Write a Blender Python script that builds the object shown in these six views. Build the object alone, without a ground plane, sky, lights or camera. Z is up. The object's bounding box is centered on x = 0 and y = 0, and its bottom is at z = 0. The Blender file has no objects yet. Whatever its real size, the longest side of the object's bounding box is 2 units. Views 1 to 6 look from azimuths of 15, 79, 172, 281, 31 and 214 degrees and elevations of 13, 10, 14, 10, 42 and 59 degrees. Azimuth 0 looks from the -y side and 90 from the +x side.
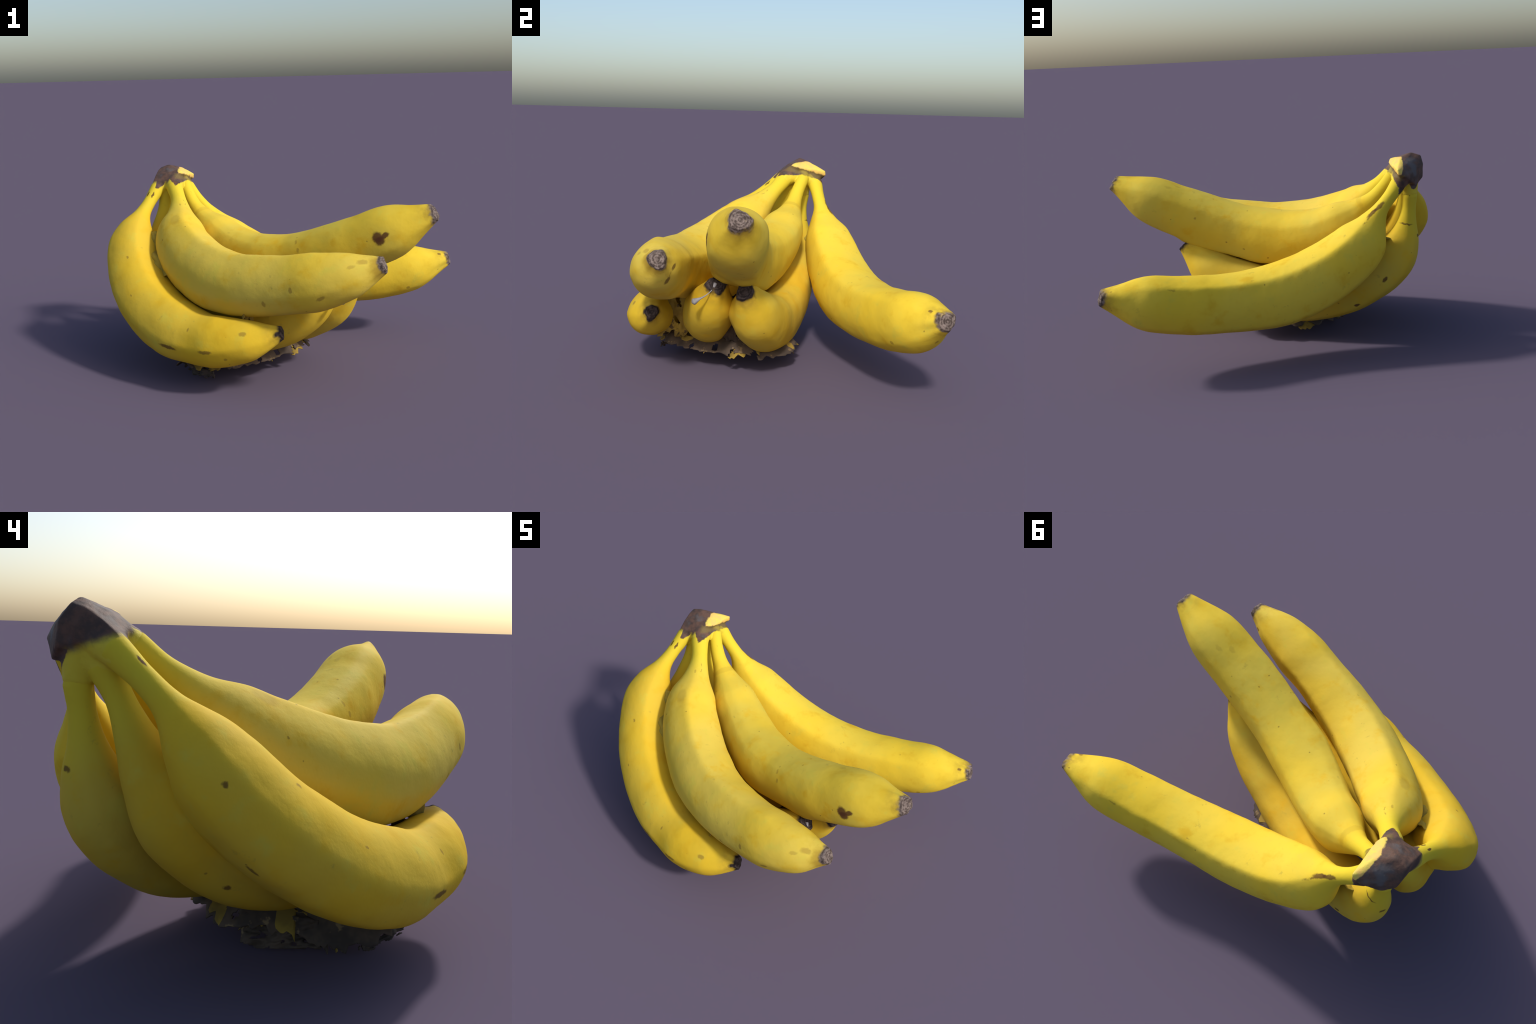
import bpy, bmesh, math, random
import numpy as np
from mathutils import Vector, noise, Matrix
random.seed(7)

# ------------------------------------------------------------------ helpers
def link(obj, parent=None):
    bpy.context.scene.collection.objects.link(obj)
    if parent is not None:
        obj.parent = parent
    return obj


def catmull(points, n):
    """Sample a Catmull-Rom curve (any dimension) at n even parameter steps."""
    P = np.array(points, float)
    P = np.vstack([2 * P[0] - P[1], P, 2 * P[-1] - P[-2]])
    out = []
    last = len(points) - 1
    for x in np.linspace(0, last, n):
        k = min(int(x), last - 1)
        u = x - k
        a, b, c, d = P[k:k + 4]
        out.append(.5 * (2 * b + (c - a) * u + (2 * a - 5 * b + 4 * c - d) * u * u
                         + (3 * b - a - 3 * c + d) * u ** 3))
    return np.array(out)


# ------------------------------------------------------------------ node helpers
class Graph:
    def __init__(self, name):
        self.mat = bpy.data.materials.new(name)
        self.mat.use_nodes = True
        self.t = self.mat.node_tree
        self.bsdf = self.t.nodes["Principled BSDF"]
        self.pos = self.t.nodes.new("ShaderNodeTexCoord").outputs["Object"]

    def new(self, kind, **inputs):
        n = self.t.nodes.new(kind)
        for k, v in inputs.items():
            self.put(n.inputs[k.replace("_", " ")], v)
        return n

    def put(self, socket, v):
        if isinstance(v, bpy.types.NodeSocket):
            self.t.links.new(v, socket)
        else:
            socket.default_value = v

    def math(self, op, a, b=0.0, c=None, clamp=False):
        n = self.t.nodes.new("ShaderNodeMath")
        n.operation = op
        n.use_clamp = clamp
        self.put(n.inputs[0], a)
        self.put(n.inputs[1], b)
        if c is not None:
            self.put(n.inputs[2], c)
        return n.outputs[0]

    def vec(self, op, a, b=(0, 0, 0), out=0):
        n = self.t.nodes.new("ShaderNodeVectorMath")
        n.operation = op
        self.put(n.inputs[0], a)
        self.put(n.inputs[1], b)
        return n.outputs["Value"] if op in ("DOT_PRODUCT", "LENGTH", "DISTANCE") else n.outputs[out]

    def noise(self, scale, detail=3.0, rough=.55, coord=None, color=False):
        n = self.t.nodes.new("ShaderNodeTexNoise")
        self.put(n.inputs["Vector"], coord or self.pos)
        n.inputs["Scale"].default_value = scale
        n.inputs["Detail"].default_value = detail
        n.inputs["Roughness"].default_value = rough
        return n.outputs["Color" if color else "Fac"]

    def step(self, x, lo, hi):
        """smooth 0..1 rise between lo and hi (falls when lo > hi)"""
        n = self.t.nodes.new("ShaderNodeMapRange")
        n.interpolation_type = "SMOOTHSTEP"
        self.put(n.inputs["Value"], x)
        rising = lo < hi
        n.inputs["From Min"].default_value = min(lo, hi)
        n.inputs["From Max"].default_value = max(lo, hi)
        n.inputs["To Min"].default_value = 0.0 if rising else 1.0
        n.inputs["To Max"].default_value = 1.0 if rising else 0.0
        return n.outputs[0]

    def mix(self, fac, a, b):
        n = self.t.nodes.new("ShaderNodeMix")
        n.data_type = "RGBA"
        for s, v in ((n.inputs[0], fac), (n.inputs[6], a), (n.inputs[7], b)):
            self.put(s, (*v, 1) if isinstance(v, tuple) and len(v) == 3 else v)
        return n.outputs[2]

    def either(self, a, b):
        return self.math("MAXIMUM", a, b)

    def warped(self, scale, amount, detail=3.0):
        c = self.noise(scale, detail, color=True)
        off = self.vec("SUBTRACT", c, (.5, .5, .5))
        n = self.t.nodes.new("ShaderNodeVectorMath")
        n.operation = "SCALE"
        self.put(n.inputs[0], off)
        n.inputs["Scale"].default_value = amount
        return self.vec("ADD", self.pos, n.outputs[0])

    def spot(self, coord, at, size, along=(1, 0, 0), soft=.30):
        """blot: ellipsoid of half sizes (length along, width) round a point"""
        rot = Vector(along).to_track_quat("X", "Z").to_euler()
        m = self.t.nodes.new("ShaderNodeMapping")
        m.vector_type = "TEXTURE"
        self.put(m.inputs["Vector"], coord)
        m.inputs["Location"].default_value = at
        m.inputs["Rotation"].default_value = rot
        m.inputs["Scale"].default_value = (size[0], size[1], size[1])
        return self.step(self.vec("LENGTH", m.outputs[0]), 1.0 + soft, 1.0 - soft)


# ------------------------------------------------------------------ measurements
# each banana: spine stations (x, y, z, radius) from stem to blossom end, the side
# vector of its bending plane, and the harmonics 2..5 (cos, sin) of the support
# function of its faceted cross-section.
CROWN_HEART = (-.735, .365, 1.025)
BANANAS = [
    dict(key="low_front", side=(-.218, -.738, .639),
         facets=((.047, .051), (.020, .006), (.011, .005), (-.005, -.020)),
         spine=[(-.801, .261, .968, .046), (-.823, .174, .897, .038), (-.844, .093, .825, .051),
                (-.858, .021, .745, .102), (-.854, -.044, .656, .136), (-.820, -.119, .566, .148),
                (-.759, -.203, .480, .155), (-.672, -.292, .401, .159), (-.561, -.379, .338, .160),
                (-.430, -.460, .295, .159), (-.285, -.532, .277, .142), (-.133, -.589, .282, .137),
                (.027, -.618, .311, .100), (.193, -.615, .364, .034)]),
    dict(key="high_front", side=(-.339, -.712, .615),
         facets=((.039, -.019), (.007, .006), (-.009, .021), (.014, -.011)),
         spine=[(-.690, .257, .978, .050), (-.640, .182, .908, .047), (-.605, .104, .838, .075),
                (-.579, .025, .765, .129), (-.539, -.057, .697, .152), (-.465, -.145, .641, .164),
                (-.364, -.241, .596, .168), (-.241, -.336, .565, .170), (-.099, -.421, .556, .164),
                (.059, -.491, .570, .158), (.226, -.546, .598, .149), (.392, -.586, .633, .146),
                (.552, -.608, .679, .105), (.706, -.616, .739, .039)]),
    dict(key="top", side=(-.368, -.920, .136),
         facets=((.022, -.023), (.005, -.014), (-.038, .005), (-.004, -.006)),
         spine=[(-.660, .371, .989, .036), (-.617, .326, .911, .039), (-.560, .287, .836, .049),
                (-.490, .247, .767, .082), (-.408, .201, .704, .124), (-.316, .144, .650, .139),
                (-.214, .073, .613, .150), (-.100, -.004, .595, .158), (.031, -.075, .600, .163),
                (.180, -.135, .633, .154), (.346, -.187, .685, .155), (.526, -.229, .754, .153),
                (.720, -.261, .841, .132), (.928, -.287, .944, .046)]),
    dict(key="far", side=(.169, -.963, .211),
         facets=((.034, -.024), (.014, -.019), (-.024, .015), (.005, -.008)),
         spine=[(-.676, .447, .955, .046), (-.619, .455, .881, .038), (-.561, .460, .810, .045),
                (-.513, .464, .734, .083), (-.462, .471, .653, .132), (-.380, .477, .575, .152),
                (-.271, .479, .501, .163), (-.138, .482, .435, .172), (.014, .489, .390, .173),
                (.183, .505, .371, .165), (.367, .530, .372, .157), (.562, .563, .393, .154),
                (.766, .602, .434, .133), (.981, .644, .496, .043)]),
    dict(key="low_middle", side=(-.332, -.864, .378),
         facets=((.045, -.035), (.003, -.020), (-.006, .001), (.002, .005)),
         spine=[(-.758, .307, .920, .051), (-.764, .261, .833, .041), (-.770, .215, .735, .059),
                (-.768, .162, .633, .094), (-.742, .099, .535, .132), (-.680, .024, .450, .148),
                (-.582, -.059, .381, .159), (-.453, -.141, .331, .154), (-.304, -.213, .299, .148),
                (-.145, -.267, .287, .147), (.014, -.300, .302, .148), (.164, -.316, .350, .135),
                (.301, -.321, .435, .103), (.423, -.315, .556, .046)]),
    dict(key="low_back", side=(-.420, -.908, .019),
         facets=((.070, -.002), (.010, -.004), (-.002, -.009), (-.002, .011)),
         spine=[(-.747, .388, .874, .044), (-.745, .378, .795, .042), (-.736, .370, .712, .056),
                (-.718, .364, .626, .088), (-.681, .350, .540, .122), (-.616, .325, .460, .138),
                (-.522, .289, .385, .145), (-.404, .242, .321, .151), (-.265, .183, .273, .151),
                (-.112, .113, .250, .152), (.051, .034, .260, .152), (.218, -.043, .309, .150),
                (.379, -.117, .401, .119), (.525, -.192, .545, .044)]),
]
# final settling of whole bananas after measuring (shift, thickness factor)
SETTLE = {"low_front": ((-.002, 0, -.001), 1.0), "high_front": ((.001, .001, -.001), 1.0), "top": ((0, .002, -.001), 1.0),
          "far": ((.002, .004, -.001), 1.0), "low_middle": ((0, .001, 0), 1.0), "low_back": ((-.003, .002, -.004), .975)}
for b in BANANAS:
    (dx, dy, dz), thick = SETTLE[b["key"]]
    b["spine"] = [(x + dx, y + dy, z + dz, r * thick) for x, y, z, r in b["spine"]]
BY_KEY = {b["key"]: b for b in BANANAS}

# blemishes: key -> (point, (half length, half width), direction, strength)
ALONG_A, ALONG_B, ALONG_C = (.8, -.5, -.3), (.95, -.24, .18), (.91, -.3, .28)
BLOTS = {
    "low_front": [((-.802, .172, .938), (.022, .006), (-.18, -.77, -.62), .9),
                  ((-.836, .172, .945), (.022, .007), (-.18, -.77, -.62), .95),
                  ((-.809, -.248, .638), (.011, .008), (.42, -.63, -.65), .6),
                  ((-.650, -.318, .538), (.009, .006), (.6, -.62, -.5), .6),
                  ((-.718, -.420, .457), (.009, .006), (.7, -.58, -.43), .6),
                  ((-.313, -.644, .357), (.006, .014), (.92, -.38, 0), .55),
                  ((.006, -.701, .369), (.022, .012), (.97, -.13, .21), .55),
                  ((-.428, -.641, .250), (.060, .011), (.92, -.38, -.1), .8),
                  ((-.190, -.726, .265), (.042, .010), (.95, -.3, .08), .65),
                  ((-.082, -.720, .233), (.012, .008), (.96, -.25, .14), .5),
                  ((-.990, -.093, .663), (.010, .009), (.13, -.62, -.77), .8),
                  ((-.925, -.151, .431), (.022, .008), (.44, -.63, -.64), .7),
                  ((-.800, -.105, .790), (.025, .004), (.1, -.6, -.75), .3)],
    "high_front": [((.257, -.702, .610), (.010, .016), ALONG_B, .5),
                   ((.110, -.657, .520), (.010, .018), ALONG_B, .5),
                   ((.412, -.722, .579), (.024, .010), (.9, -.2, .5), .55),
                   ((-.560, -.105, .845), (.045, .030), (.46, -.68, -.56), .22),
                   ((-.590, .075, .905), (.045, .006), (.4, -.6, -.7), .35),
                   ((.615, -.663, .764), (.040, .016), (.93, -.04, .36), .40),
                   ((.560, -.690, .740), (.030, .010), (.93, -.04, .36), .30),
                   ((.634, -.532, .690), (.024, .011), (.5, -.4, -.4), .75),
                   ((.655, -.550, .655), (.028, .008), (.05, -.3, -.9), .6),
                   ((.636, -.566, .620), (.030, .013), (-.3, -.2, -.9), .75),
                   ((-.585, .131, .920), (.026, .005), (.5, -.6, -.5), .45),
                   ((-.565, .100, .900), (.020, .004), (.1, -.8, -.5), .45),
                   ((-.250, -.480, .640), (.010, .006), ALONG_B, .3)],
    "top": [((.648, -.390, .826), (.026, .028), (.9, -.14, .42), .92),
            ((.660, -.391, .808), (.026, .022), (.9, -.14, .42), .92),
            ((.686, -.394, .836), (.022, .014), (.8, -.1, .6), .92),
            ((.594, -.160, .913), (.022, .012), (.9, -.15, .41), .18),
            ((.539, -.195, .910), (.020, .012), (.9, -.15, .41), .18),
            ((.194, -.262, .760), (.007, .015), ALONG_C, .35),
            ((.208, -.288, .722), (.008, .013), ALONG_C, .40),
            ((-.500, .252, .840), (.016, .085), (.73, -.41, -.55), .16),
            ((-.600, .310, .930), (.030, .005), (.48, -.30, -.6), .40),
            ((.270, -.027, .581), (.008, .006), ALONG_C, .6),
            ((.168, .008, .537), (.008, .006), ALONG_C, .6),
            ((.031, .060, .485), (.008, .007), ALONG_C, .6),
            ((-.088, .141, .542), (.007, .006), ALONG_C, .6),
            ((.447, -.060, .733), (.008, .007), ALONG_C, .5),
            ((-.380, .260, .760), (.050, .010), (.7, -.4, -.5), .15)],
    "far": [((.933, .586, .533), (.016, .010), (.94, .19, .27), .85),
            ((.749, .484, .333), (.012, .010), (.95, .2, .22), .5),
            ((-.424, .569, .754), (.030, .008), (.60, .45, -.65), .8),
            ((-.460, .538, .772), (.040, .010), (.64, .4, -.5), .85),
            ((-.500, .506, .800), (.040, .012), (.64, .2, -.5), .85),
            ((-.545, .495, .832), (.045, .011), (.64, .1, -.5), .8),
            ((.921, .640, .379), (.030, .008), (.94, .18, .28), .55),
            ((.895, .548, .535), (.008, .006), (.94, .18, .28), .6),
            ((-.382, .610, .596), (.015, .006), (.8, .04, .5), .7),
            ((-.380, .613, .535), (.015, .005), (.8, .04, -.6), .65),
            ((-.550, .573, .681), (.012, .007), (.9, .06, -.2), .6),
            ((.188, .617, .504), (.010, .005), (.99, .13, 0), .4),
            ((.611, .688, .507), (.030, .007), (.96, .2, .21), .45),
            ((.700, .690, .500), (.012, .007), (.96, .2, .21), .4)],
    "low_middle": [((-.751, -.045, .325), (.014, .010), (.66, -.61, -.44), .8),
                   ((.390, -.400, .470), (.020, .008), (.5, 0, .8), .4)],
    "low_back": [((-.714, .431, .709), (.005, .040), (.17, -.04, -.99), .8),
                 ((-.589, .441, .398), (.020, .011), (.6, -.2, -.8), .85),
                 ((-.440, .367, .236), (.018, .010), (.84, -.31, -.2), .9),
                 ((-.796, .411, .634), (.010, .016), (.25, -.1, -.96), .8),
                 ((.231, .087, .352), (.008, .006), (.87, -.36, .32), .6),
                 ((.052, .104, .375), (.009, .006), (.9, -.39, .18), .5),
                 ((-.640, .440, .520), (.008, .006), (.7, -.2, -.7), .4)],
}

# woody brown of the crown: tongues running down the stems (tip, towards crown, spread)
TONGUES = [((-.800, .200, .957), (.25, .62, .60), .40),
           ((-.664, .204, .984), (-.18, .80, .55), .60),
           ((-.765, .452, .882), (-.02, -.18, 1.0), .62),
           ((-.660, .492, .885), (-.22, -.18, 1.0), .50)]


# ------------------------------------------------------------------ materials
BROWN_A, BROWN_B, BROWN_C = (.070, .046, .037), (.130, .070, .048), (.105, .095, .095)


STEM_YELLOW = (.68, .530, .036)


def crown_colour(g, base):
    """brown woody crown over a base colour; same world-space rule for crown and stems"""
    w = g.warped(38, .020, 4)
    # broad cap: above a slanting plane through three measured low points of the brown
    a, b, c = Vector((-.743, .233, .999)), Vector((-.676, .276, 1.045)), Vector((-.712, .472, .925))
    n = (b - a).cross(c - a).normalized()
    if n.z < 0:
        n = -n
    cap = g.step(g.math("SUBTRACT", g.vec("DOT_PRODUCT", w, tuple(n)), n.dot(a)), -.008, .008)
    side_n = Vector((0, .32, 1)).normalized()
    side_cap = g.step(g.math("SUBTRACT", g.vec("DOT_PRODUCT", w, tuple(side_n)), side_n.dot(Vector((-.8, .25, 1.000)))), -.012, .020)
    brown = g.math("MINIMUM", cap, side_cap)
    for tip, up, spread in TONGUES:
        up = Vector(up).normalized()
        rel = g.vec("SUBTRACT", w, tip)
        t = g.vec("DOT_PRODUCT", rel, tuple(up))
        rad = g.math("SQRT", g.math("MAXIMUM", g.math(
            "SUBTRACT", g.vec("DOT_PRODUCT", rel, rel), g.math("MULTIPLY", t, t)), 0))
        cone = g.step(g.math("SUBTRACT", g.math("MULTIPLY", t, spread), rad), -.003, .003)
        cone = g.math("MULTIPLY", cone, g.step(t, .16, .13))
        brown = g.either(brown, cone)
    # pale fresh cut along the edge over the two far stems, with a dull olive rim below it
    p, q, r = Vector((-.658, .310, 1.064)), Vector((-.693, .413, 1.079)), Vector((-.653, .512, 1.020))
    out = Vector((.86, .10, .50)).normalized()
    edge = g.math("SUBTRACT", g.vec("DOT_PRODUCT", w, tuple(out)), out.dot(q) - .004)
    cut = g.step(edge, -.003, .003)
    rim_n = Vector((-.10, .26, .96)).normalized()
    lvl = g.math("SUBTRACT", g.vec("DOT_PRODUCT", w, tuple(rim_n)), rim_n.dot(p) - .008)
    upper = g.step(lvl, -.004, .004)
    rim = g.math("MULTIPLY", g.step(lvl, -.040, -.030), g.step(lvl, .004, -.004))
    rimmed = g.math("MULTIPLY", rim, g.step(edge, -.035, -.015))
    tone = g.noise(26, 5, .65)
    streak = g.noise(11, 2, .5)
    wood = g.mix(g.step(tone, .35, .65), BROWN_A, BROWN_B)
    wood = g.mix(g.step(streak, .5, .68), wood, BROWN_C)
    flesh = g.mix(g.step(g.noise(30, 3), .4, .62), (.78, .50, .13), (.74, .58, .10))
    col = g.mix(brown, base, wood)
    col = g.mix(g.math("MULTIPLY", rimmed, .75), col, (.16, .115, .035))
    col = g.mix(g.math("MULTIPLY", cut, upper), col, flesh)
    return col


TINTS = {"low_front": ((.722, .467, .027), (.674, .458, .043)), "high_front": ((.722, .503, .048), (.684, .503, .074)),  # peel yellows lowered and pushed orange, averaging sunlit faces with shade and bounce light
         "top": ((.712, .499, .044), (.665, .503, .067)), "far": ((.779, .544, .040), (.750, .549, .057)),
         "low_middle": ((.665, .413, .025), (.608, .413, .040)), "low_back": ((.684, .444, .032), (.627, .454, .059))}


def banana_material(b):
    key = b["key"]
    ta, tb = TINTS[key]
    g = Graph("banana_peel_" + key)
    big = g.noise(2.6, 2, .5)
    mid = g.noise(9, 4, .6)
    fine = g.noise(60, 4, .6)
    col = g.mix(g.step(big, .35, .65), ta, tb)
    col = g.mix(g.math("MULTIPLY", g.step(mid, .52, .75), .75), col, (.68, .41, .020))
    col = g.mix(g.math("MULTIPLY", g.step(mid, .45, .25), .50), col, (.60, .52, .070))
    col = g.mix(g.math("MULTIPLY", g.step(fine, .55, .8), .18), col, (.56, .43, .04))
    # greener neck
    s = b["spine"]
    neck = Vector(s[0][:3])
    g1 = g.step(g.vec("DISTANCE", g.pos, tuple(neck)), .32, .08)
    col = g.mix(g.math("MULTIPLY", g1, .90), col, STEM_YELLOW)
    tip = Vector(s[-1][:3])
    back = (tip - Vector(s[-2][:3])).normalized()
    g2 = g.math("MULTIPLY", g.step(g.vec("DISTANCE", g.pos, tuple(tip)), .30, .06), g.step(mid, .38, .60))
    col = g.mix(g.math("MULTIPLY", g2, .45), col, (.60, .43, .03))
    # scattered sugar specks
    w = g.warped(45, .012, 2)
    v = g.t.nodes.new("ShaderNodeTexVoronoi")
    g.put(v.inputs["Vector"], w)
    v.inputs["Scale"].default_value = 15
    sel = g.step(g.vec("DOT_PRODUCT", v.outputs["Color"], (1, 0, 0)), .80, .82)
    dot = g.math("MULTIPLY", g.step(v.outputs["Distance"], .085, .045), sel)
    col = g.mix(g.math("MULTIPLY", dot, .55), col, (.16, .085, .022))
    # dull scuffs
    sc = g.math("MULTIPLY", g.step(g.noise(22, 5, .7), .60, .70), g.step(big, .48, .62))
    col = g.mix(g.math("MULTIPLY", sc, .42), col, (.36, .27, .05))
    # placed blots
    w2 = g.warped(55, .016, 3)
    for at, size, along, strength in BLOTS.get(key, []):
        m = g.spot(w2, at, size, along)
        dark = (.095, .038, .020) if strength > .6 else (.20, .10, .025)
        col = g.mix(g.math("MULTIPLY", m, strength), col, dark)
    col = crown_colour(g, col)
    # withered blossom end: ragged ashy patch with rough growth rings
    w3 = g.warped(17, .075, 2)
    w4 = g.warped(60, .010, 3)
    along = g.math("SUBTRACT", g.vec("DOT_PRODUCT", w3, tuple(back)), back.dot(tip))
    rel = g.vec("DISTANCE", w4, tuple(tip))
    endm = g.either(g.step(along, -.030, -.004), g.step(g.vec("DISTANCE", w3, tuple(tip)), .056, .036))
    endm = g.math("MULTIPLY", endm, g.step(g.vec("DISTANCE", g.pos, tuple(tip)), .13, .09))
    ringwave = g.math("SINE", g.math("MULTIPLY", rel, 520.0))
    blotch = g.noise(55, 4, .65)
    rough = g.math("ADD", g.math("MULTIPLY", ringwave, .06), blotch)
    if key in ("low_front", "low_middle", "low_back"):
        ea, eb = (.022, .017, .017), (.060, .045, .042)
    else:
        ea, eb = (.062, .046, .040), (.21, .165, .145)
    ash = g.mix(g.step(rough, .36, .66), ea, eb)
    halo = g.math("MULTIPLY", g.step(rel, .13, .05), g.step(mid, .35, .62))
    col = g.mix(g.math("MULTIPLY", halo, .70), col, (.38, .24, .04))
    col = g.mix(endm, col, ash)
    g.put(g.bsdf.inputs["Base Color"], col)
    g.bsdf.inputs["Roughness"].default_value = .68
    g.bsdf.inputs["Specular IOR Level"].default_value = .06
    bump = g.t.nodes.new("ShaderNodeBump")
    bump.inputs["Strength"].default_value = .12
    bump.inputs["Distance"].default_value = .01
    g.put(bump.inputs["Height"], g.math("ADD", g.noise(40, 4), g.math("MULTIPLY", endm, rough)))
    g.put(g.bsdf.inputs["Normal"], bump.outputs[0])
    return g.mat


def crown_material():
    g = Graph("crown_wood")
    base = g.mix(1.0, STEM_YELLOW, STEM_YELLOW)
    col = crown_colour(g, base)
    g.put(g.bsdf.inputs["Base Color"], col)
    g.bsdf.inputs["Roughness"].default_value = .7
    g.bsdf.inputs["Specular IOR Level"].default_value = .3
    bump = g.t.nodes.new("ShaderNodeBump")
    bump.inputs["Strength"].default_value = .35
    bump.inputs["Distance"].default_value = .012
    g.put(bump.inputs["Height"], g.noise(30, 5, .65))
    g.put(g.bsdf.inputs["Normal"], bump.outputs[0])
    return g.mat


def scrap_material(name, a, b, c):
    g = Graph(name)
    col = g.mix(g.step(g.noise(9, 4, .6), .38, .62), a, b)
    col = g.mix(g.step(g.noise(17, 3, .6), .60, .66), col, c)
    g.put(g.bsdf.inputs["Base Color"], col)
    g.bsdf.inputs["Roughness"].default_value = .85
    return g.mat


# ------------------------------------------------------------------ bananas
RINGS, AROUND = 190, 80


def ease(x, a, b):
    q = np.clip((x - a) / (b - a), 0, 1)
    return q * q * (3 - 2 * q)


NECK_RING, END_RING = 34, 178


# where the long ridges of each peel run (degrees round the section)
RIDGES = {"low_front": (130, 45, -140, -50), "high_front": (128, -150, -60, 35), "top": (150, -128, -45, 45),
          "far": (122, -148, -55, 35), "low_middle": (130, -140, 40, -50), "low_back": (-157, 115, -40, 40)}


def lumps(p, n, seed):
    v = Vector(p) + Vector((seed * 3.1, seed * 1.7, 0))
    return .0030 * noise.noise(v * 5.5) + .0016 * noise.noise(v * 13) + .0006 * noise.noise(v * 30)


SPINES = {b["key"]: catmull(b["spine"], 60) for b in BANANAS}


def press(pts, out, key, amp):
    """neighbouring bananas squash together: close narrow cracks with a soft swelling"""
    gain = np.zeros(len(pts))
    for other, sp in SPINES.items():
        if other == key:
            continue
        sp = sp[14:]
        d = np.linalg.norm(pts[:, None] - sp[None, :, :3], axis=2) - sp[None, :, 3]
        gap = d.min(axis=1)
        gain = np.maximum(gain, np.clip(1 - np.maximum(gap, 0) / .055, 0, 1) ** 2)
    return pts + out * (gain * .014 * amp)[:, None]


def banana_surface(b, seed):
    """rings of points swept down the spine; returns verts (rings x around), last ring = pole"""
    sp = catmull(b["spine"], RINGS)
    c, rad = sp[:, :3], np.maximum(sp[:, 3], .02)
    swell = np.exp(-((np.linspace(0, 1, RINGS) - .94) / .045) ** 2)
    rad = rad * (1 + .07 * swell)
    if b["key"] in ("low_front", "low_middle"):
        rad = rad * (1 + .018 * np.exp(-((np.linspace(0, 1, RINGS) - .30) / .09) ** 2))
    u = np.linspace(0, 1, RINGS)
    c = c - (c[-1] - c[-2])[None] / np.linalg.norm(c[-1] - c[-2]) * (.004 * ease(u, .9, 1))[:, None]
    T = np.gradient(c, axis=0)
    T /= np.linalg.norm(T, axis=1, keepdims=True)
    w = np.exp(-.5 * (np.arange(-24, 25) / 9.0) ** 2)          # ease the ring planes round tight bends
    padded = np.vstack([np.repeat(T[:1], 24, 0), T, np.repeat(T[-1:], 24, 0)])
    T = np.stack([np.convolve(padded[:, j], w / w.sum(), "valid") for j in range(3)], 1)
    T /= np.linalg.norm(T, axis=1, keepdims=True)
    side = np.array(b["side"]) - (T @ np.array(b["side"]))[:, None] * T
    side /= np.linalg.norm(side, axis=1, keepdims=True)
    nrm = np.cross(T, side)
    fade = ease(u, .02, .36) * (1 - .9 * ease(u, .75, 1))
    phi = np.linspace(0, 2 * math.pi, AROUND, endpoint=False)
    rows = []

    def ring(i, shift=0.0, scale=1.0):
        h = np.ones(AROUND)
        dh = np.zeros(AROUND)
        for j, (ca, sa) in enumerate(b["facets"]):
            k = j + 2
            h += fade[i] * (ca * np.cos(k * phi) + sa * np.sin(k * phi))
            dh += fade[i] * k * (-ca * np.sin(k * phi) + sa * np.cos(k * phi))
        x = h * np.cos(phi) - dh * np.sin(phi)
        y = h * np.sin(phi) + dh * np.cos(phi)
        ang = np.degrees(np.arctan2(y, x))
        crisp = np.zeros(AROUND)
        for q in RIDGES[b["key"]]:
            delta = (ang - q + 180) % 360 - 180
            crisp += np.exp(-(delta / 10.0) ** 2)
        lift = 1 + ease(u[i], .10, .32) * (1 - .6 * ease(u[i], .85, 1)) * (.026 * crisp - .006)
        knob = ease(u[i], .94, 1) * (.09 * np.cos(3 * phi + seed * 1.7) + .07 * np.cos(2 * phi + seed) + .035 * np.cos(7 * phi + seed * 2.3))
        lift = lift * (1 + knob)
        x, y = x * lift, y * lift
        r = rad[i] * scale
        return (c[i] + T[i] * shift)[None] + r * (x[:, None] * nrm[i] + y[:, None] * side[i])

    heart = np.array(CROWN_HEART)
    lead = ring(0)
    for k in (.65, .3):                       # hidden root running into the crown
        rows.append(lead + (heart - c[0]) * k * .8)
    for i in range(RINGS):
        pts = ring(i)
        if i > 8:
            out = pts - c[i]
            out /= np.linalg.norm(out, axis=1, keepdims=True)
            amp = np.interp(i / RINGS, [0, .15, .3], [.2, .6, 1])
            pts = pts + out * np.array([lumps(p, None, seed) for p in pts])[:, None] * amp
            pts = press(pts, out, b["key"], amp)
        rows.append(pts)
    e = RINGS - 1                             # blunt withered end
    for shift, sc in ((.003, .975), (.006, .90), (.0080, .76), (.0090, .58), (.0082, .40), (.0092, .22), (.0090, .10)):
        ringpts = ring(e, shift, sc)
        jit = np.array([noise.noise(Vector(p) * 45 + Vector((seed, 0, 0))) for p in ringpts]) * .004
        rows.append(ringpts + T[e] * jit[:, None])
    rows.append(np.repeat((c[e] + T[e] * .0088)[None], AROUND, 0))
    return rows


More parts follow.
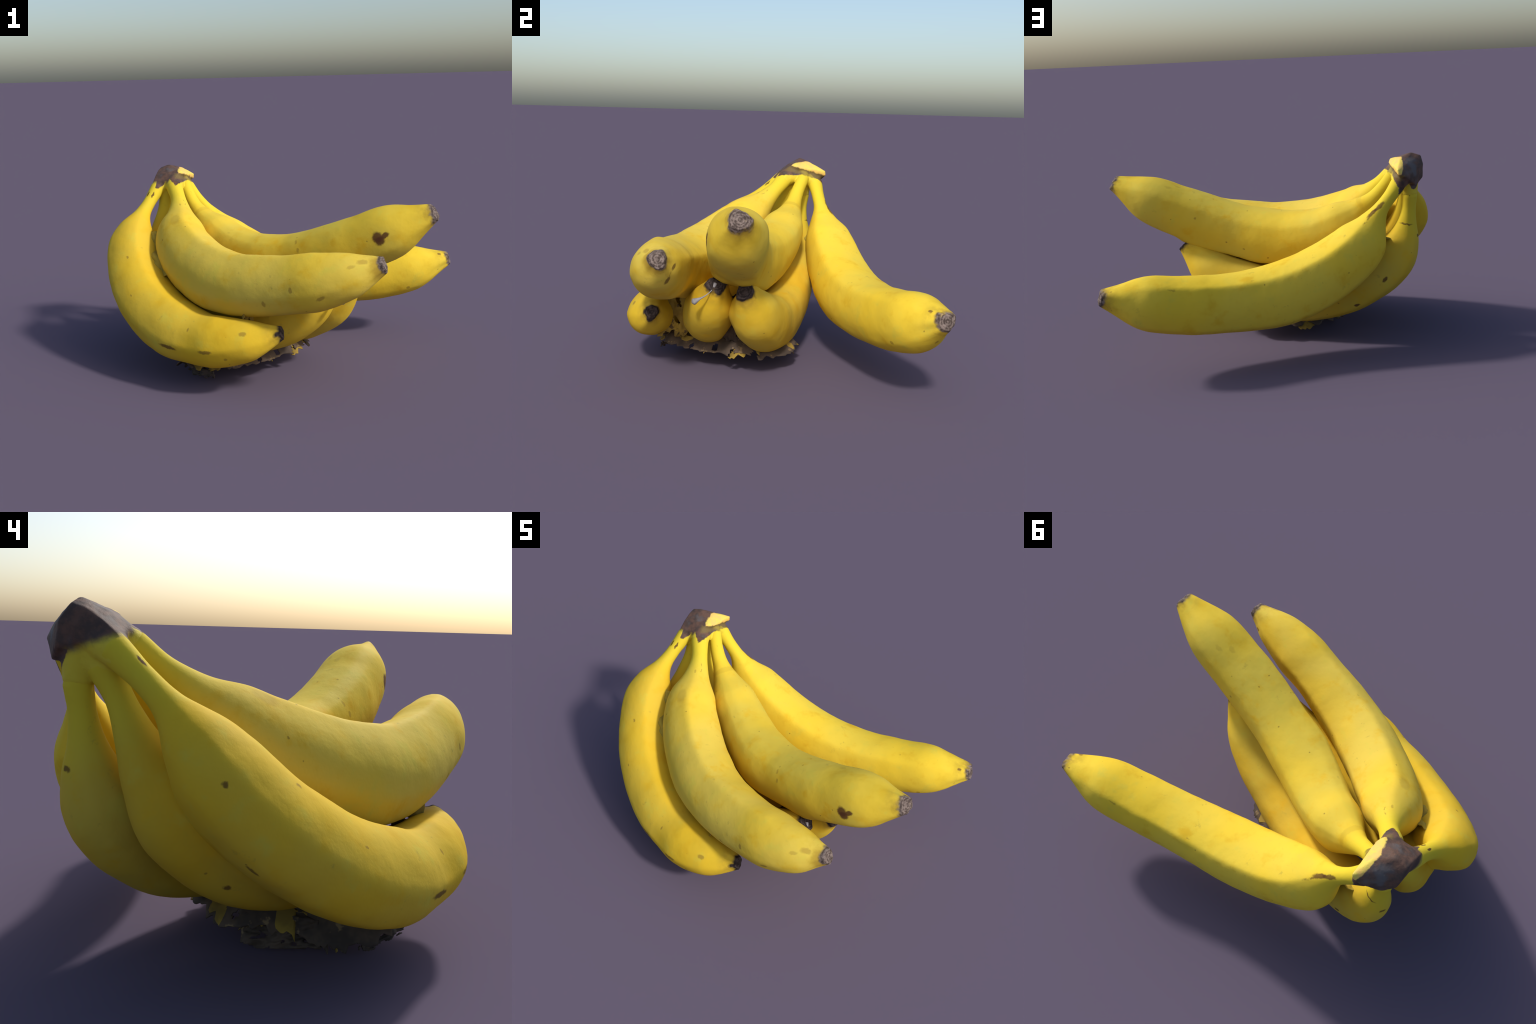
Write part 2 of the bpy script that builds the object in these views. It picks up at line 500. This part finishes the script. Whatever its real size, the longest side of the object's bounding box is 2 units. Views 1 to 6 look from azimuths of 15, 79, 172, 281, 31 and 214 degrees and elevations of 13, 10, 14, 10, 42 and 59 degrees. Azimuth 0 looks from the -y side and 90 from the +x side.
def make_banana(b, seed, mat, parent):
    rows = banana_surface(b, seed)
    n = len(rows)
    P = np.array(rows)                       # n x around x 3
    du = np.gradient(P, axis=0)
    dv = np.roll(P, -1, 1) - np.roll(P, 1, 1)
    N = np.cross(dv, du)
    L = np.linalg.norm(N, axis=2, keepdims=True)
    N = np.where(L > 1e-12, N / np.maximum(L, 1e-12), 0)
    centre = P.mean(axis=1, keepdims=True)
    if ((P - centre) * N)[20:100].sum() < 0:
        N = -N
    axis_end = P[-1, 0] - P[-4].mean(axis=0)
    N[-1] = axis_end / (np.linalg.norm(axis_end) + 1e-9)
    spans = [("stem", 0, NECK_RING), ("banana", NECK_RING, END_RING), ("blossom_end", END_RING, n - 1)]
    made = {}
    for name, a, z in spans:
        verts, faces, normals = [], [], []
        for i in range(a, z + 1):
            if i == n - 1:
                verts.append(tuple(P[i, 0])); normals.append(tuple(N[i, 0]))
            else:
                verts += [tuple(p) for p in P[i]]; normals += [tuple(q) for q in N[i]]
        for i in range(a, z):
            o = (i - a) * AROUND
            for j in range(AROUND):
                k = (j + 1) % AROUND
                if i + 1 == n - 1:
                    faces.append((o + j, o + AROUND, o + k))
                else:
                    faces.append((o + j, o + AROUND + j, o + AROUND + k, o + k))
        me = bpy.data.meshes.new(name)
        me.from_pydata(verts, [], faces)
        f0 = me.polygons[len(me.polygons) // 2]
        if f0.normal.dot(Vector(normals[f0.vertices[0]])) < 0:
            me.flip_normals()
        me.shade_smooth()
        me.normals_split_custom_set_from_vertices([Vector(q).normalized() if Vector(q).length > 0 else Vector((0, 0, 1)) for q in normals])
        me.materials.append(mat)
        made[name] = bpy.data.objects.new(name, me)
    body = link(made["banana"], parent)
    link(made["stem"], body)
    link(made["blossom_end"], body)
    return body


# ------------------------------------------------------------------ crown
def make_crown(mat, parent):
    corners = [(-.766, .372, 1.106), (-.824, .376, 1.088), (-.820, .334, 1.076), (-.826, .286, 1.046),
               (-.828, .240, 1.006), (-.748, .290, 1.064), (-.700, .250, 1.030), (-.660, .306, 1.070),
               (-.644, .332, 1.050), (-.690, .415, 1.084), (-.644, .512, 1.032), (-.648, .514, 1.004),
               (-.660, .322, 1.036), (-.826, .410, 1.045), (-.818, .425, .970), (-.725, .478, .955),
               (-.768, .460, .930), (-.690, .512, .990), (-.792, .240, .980), (-.730, .380, .930)]
    bm = bmesh.new()
    for p in corners:
        bm.verts.new(p)
    bmesh.ops.convex_hull(bm, input=bm.verts)
    # stubs: the stems swell where they grow out of the crown
    heart = np.array(CROWN_HEART)
    for b in BANANAS:
        sp = catmull(b["spine"], 101)
        inner = heart * .75 + sp[0, :3] * .25
        stations = [(inner, .070)]
        for i, f in ((0, 1.03), (3, .985), (6, .93), (8, .86)):
            stations.append((sp[i, :3], sp[i, 3] * f))
        loops = []
        for m, (p, r) in enumerate(stations):
            d = stations[min(m + 1, len(stations) - 1)][0] - stations[max(m - 1, 0)][0]
            q = Vector(d).to_track_quat("Z", "Y").to_matrix()
            loops.append([bm.verts.new(Vector(p) + q @ Vector((r * math.cos(a), r * math.sin(a), 0)))
                          for a in np.linspace(0, 2 * math.pi, 16, endpoint=False)])
        for la, lb in zip(loops, loops[1:]):
            for j in range(16):
                bm.faces.new((la[j], la[(j + 1) % 16], lb[(j + 1) % 16], lb[j]))
        bm.faces.new(loops[0][::-1])
        bm.faces.new(loops[-1])
    bmesh.ops.recalc_face_normals(bm, faces=bm.faces)
    me = bpy.data.meshes.new("raw")
    bm.to_mesh(me)
    bm.free()
    raw = link(bpy.data.objects.new("raw", me))
    rm = raw.modifiers.new("union", "REMESH")
    rm.mode = "VOXEL"
    rm.voxel_size = .005
    sm = raw.modifiers.new("soften", "SMOOTH")
    sm.iterations = 11
    sm.factor = .5
    dg = bpy.context.evaluated_depsgraph_get()
    out = bpy.data.meshes.new_from_object(raw.evaluated_get(dg))
    bpy.data.objects.remove(raw)
    for v in out.vertices:
        q = v.co
        v.co += v.normal * (.0022 * noise.noise(q * 14) + .0012 * noise.noise(q * 45))
    out.name = "crown"
    out.shade_smooth()
    out.materials.clear()
    out.materials.append(mat)
    return link(bpy.data.objects.new("crown", out), parent)


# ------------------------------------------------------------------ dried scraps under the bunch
RIM = [(.155, .145, .100), (.03, .205, .100), (-.10, .235, .075), (-.22, .210, .070), (-.36, .110, .065),
       (-.45, -.01, .060), (-.43, -.12, .055), (-.41, -.24, .030), (-.43, -.33, .028), (-.46, -.43, .060),
       (-.42, -.525, .100), (-.32, -.560, .100), (-.15, -.540, .100), (-.06, -.490, .100), (.03, -.400, .100),
       (.10, -.275, .098), (.205, -.150, .098), (.220, -.005, .095)]


def make_scrap(name, mat, parent, lift, seed, ragged, hole, grow=1.0, band=(0, 1)):
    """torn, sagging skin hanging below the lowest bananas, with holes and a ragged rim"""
    loop = catmull(RIM + RIM[:1], 241)[:-1]
    heart = np.array((-.15, -.16, .230))
    R = 34
    bm = bmesh.new()
    grid = []
    for r in range(R + 1):
        u = band[0] + (band[1] - band[0]) * r / R
        row = []
        for j, p in enumerate(loop):
            a = 2 * math.pi * j / len(loop)
            q = Vector((math.cos(a) * 2.2, math.sin(a) * 2.2, seed))
            tear = -abs(ragged) * abs(noise.noise(q * 1.3) + .55 * noise.noise(q * 3.7) + .22 * noise.noise(q * 9))
            k = u * (1 + tear * u ** 6) * grow
            x, y = heart[:2] + (p[:2] - heart[:2]) * k
            z = heart[2] + (p[2] - heart[2]) * min(k, 1.15) ** 2.6
            w = Vector((x, y, seed * 2.0))
            z += .014 * noise.noise(w * 7) + .006 * noise.noise(w * 17) + lift
            row.append(bm.verts.new((x, y, max(z, .004))))
        grid.append(row)
    n = len(loop)
    for r in range(R):
        for j in range(n):
            k = (j + 1) % n
            mid = grid[r][j].co
            h = noise.noise(Vector((mid.x, mid.y, seed * 5)) * 13)
            if h > hole and r > 2:
                continue
            bm.faces.new((grid[r][j], grid[r][k], grid[r + 1][k], grid[r + 1][j]))
    bmesh.ops.delete(bm, geom=[v for v in bm.verts if not v.link_faces], context="VERTS")
    bmesh.ops.recalc_face_normals(bm, faces=bm.faces)
    me = bpy.data.meshes.new(name)
    bm.to_mesh(me)
    bm.free()
    obj = link(bpy.data.objects.new(name, me))
    so = obj.modifiers.new("thick", "SOLIDIFY")
    so.thickness = .005
    so.offset = 0
    dg = bpy.context.evaluated_depsgraph_get()
    out = bpy.data.meshes.new_from_object(obj.evaluated_get(dg))
    bpy.data.objects.remove(obj)
    out.name = name
    out.materials.clear()
    out.materials.append(mat)
    out.shade_smooth()
    return link(bpy.data.objects.new(name, out), parent)


def make_tapered(name, pts, mat, parent):
    """small tapered sliver along a few (x, y, z, radius) stations"""
    sp = catmull(pts, 24)
    bm = bmesh.new()
    loops = []
    for i in range(len(sp)):
        d = sp[min(i + 1, len(sp) - 1), :3] - sp[max(i - 1, 0), :3]
        q = Vector(d).to_track_quat("Z", "Y").to_matrix()
        r = max(sp[i, 3], .0006)
        loops.append([bm.verts.new(Vector(sp[i, :3]) + q @ Vector((r * math.cos(a), r * math.sin(a), 0)))
                      for a in np.linspace(0, 2 * math.pi, 14, endpoint=False)])
    for la, lb in zip(loops, loops[1:]):
        for j in range(14):
            bm.faces.new((la[j], la[(j + 1) % 14], lb[(j + 1) % 14], lb[j]))
    bm.faces.new(loops[0][::-1])
    bm.faces.new(loops[-1])
    bmesh.ops.recalc_face_normals(bm, faces=bm.faces)
    me = bpy.data.meshes.new(name)
    bm.to_mesh(me)
    bm.free()
    me.shade_smooth()
    me.materials.append(mat)
    return link(bpy.data.objects.new(name, me), parent)


# ------------------------------------------------------------------ assemble
bunch = link(bpy.data.objects.new("banana_bunch", None))
bunch["label"] = "bunch of six ripe yellow bananas joined at brown crown"
bunch["category"] = "fruit"

for i, b in enumerate(BANANAS):
    make_banana(b, i + 1, banana_material(b), bunch)
make_crown(crown_material(), bunch)

brown = scrap_material("dried_scrap_brown", (.050, .034, .024), (.10, .066, .042), (.22, .15, .07))
ochre = scrap_material("dried_scrap_ochre", (.20, .13, .018), (.32, .21, .026), (.09, .055, .02))
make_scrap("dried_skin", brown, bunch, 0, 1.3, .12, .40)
make_scrap("torn_peel", ochre, bunch, -.006, 4.1, .20, -.10, 1.0, (.80, 1.0))
make_tapered("dried_skin_tooth", [(-.36, -.27, .06, .020), (-.385, -.29, .03, .010), (-.395, -.30, .002, .002)], brown, bunch)

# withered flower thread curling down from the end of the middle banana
ash = scrap_material("withered_thread_grey", (.20, .19, .20), (.32, .31, .33), (.10, .09, .09))
make_tapered("withered_flower_thread", [(.425, -.318, .560, .010), (.445, -.338, .532, .003), (.460, -.372, .508, .003),
                                        (.468, -.402, .495, .007), (.475, -.428, .484, .016), (.477, -.438, .480, .006)], ash, bunch)


def make_web(name, mat, parent, corner, across, up, seed, hole):
    """ragged upright skin bridging the gap between neighbouring bananas"""
    corner, across, up = Vector(corner), Vector(across), Vector(up)
    normal = across.cross(up).normalized()
    n, m = 46, 46
    bm = bmesh.new()
    g = [[bm.verts.new(corner + across * (i / n) + up * (j / m)
                       + normal * (.03 * noise.noise(Vector((i * .09, j * .09, seed)))
                                   + .010 * noise.noise(Vector((i * .3, j * .3, seed)))))
          for j in range(m + 1)] for i in range(n + 1)]
    for i in range(n):
        for j in range(m):
            edge = min(i, n - 1 - i, j, m - 1 - j) / 6
            h = noise.noise(Vector((i * .16, j * .16, seed + 9))) + max(0, .7 - edge) * .6
            if h < hole:
                bm.faces.new((g[i][j], g[i + 1][j], g[i + 1][j + 1], g[i][j + 1]))
    bmesh.ops.delete(bm, geom=[v for v in bm.verts if not v.link_faces], context="VERTS")
    bmesh.ops.solidify(bm, geom=bm.faces, thickness=.004)
    me = bpy.data.meshes.new(name)
    bm.to_mesh(me)
    bm.free()
    me.shade_smooth()
    me.materials.append(mat)
    return link(bpy.data.objects.new(name, me), parent)


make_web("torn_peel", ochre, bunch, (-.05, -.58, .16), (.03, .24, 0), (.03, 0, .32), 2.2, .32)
make_web("dried_skin", brown, bunch, (.08, -.30, .16), (.05, .24, 0), (.10, 0, .30), 6.4, .36)

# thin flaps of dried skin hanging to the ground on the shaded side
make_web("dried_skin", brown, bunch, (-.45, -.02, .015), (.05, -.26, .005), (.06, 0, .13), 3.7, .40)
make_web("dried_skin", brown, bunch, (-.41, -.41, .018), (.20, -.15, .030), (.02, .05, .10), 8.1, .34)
# shallow darker olive sheets closing the clefts below the necks
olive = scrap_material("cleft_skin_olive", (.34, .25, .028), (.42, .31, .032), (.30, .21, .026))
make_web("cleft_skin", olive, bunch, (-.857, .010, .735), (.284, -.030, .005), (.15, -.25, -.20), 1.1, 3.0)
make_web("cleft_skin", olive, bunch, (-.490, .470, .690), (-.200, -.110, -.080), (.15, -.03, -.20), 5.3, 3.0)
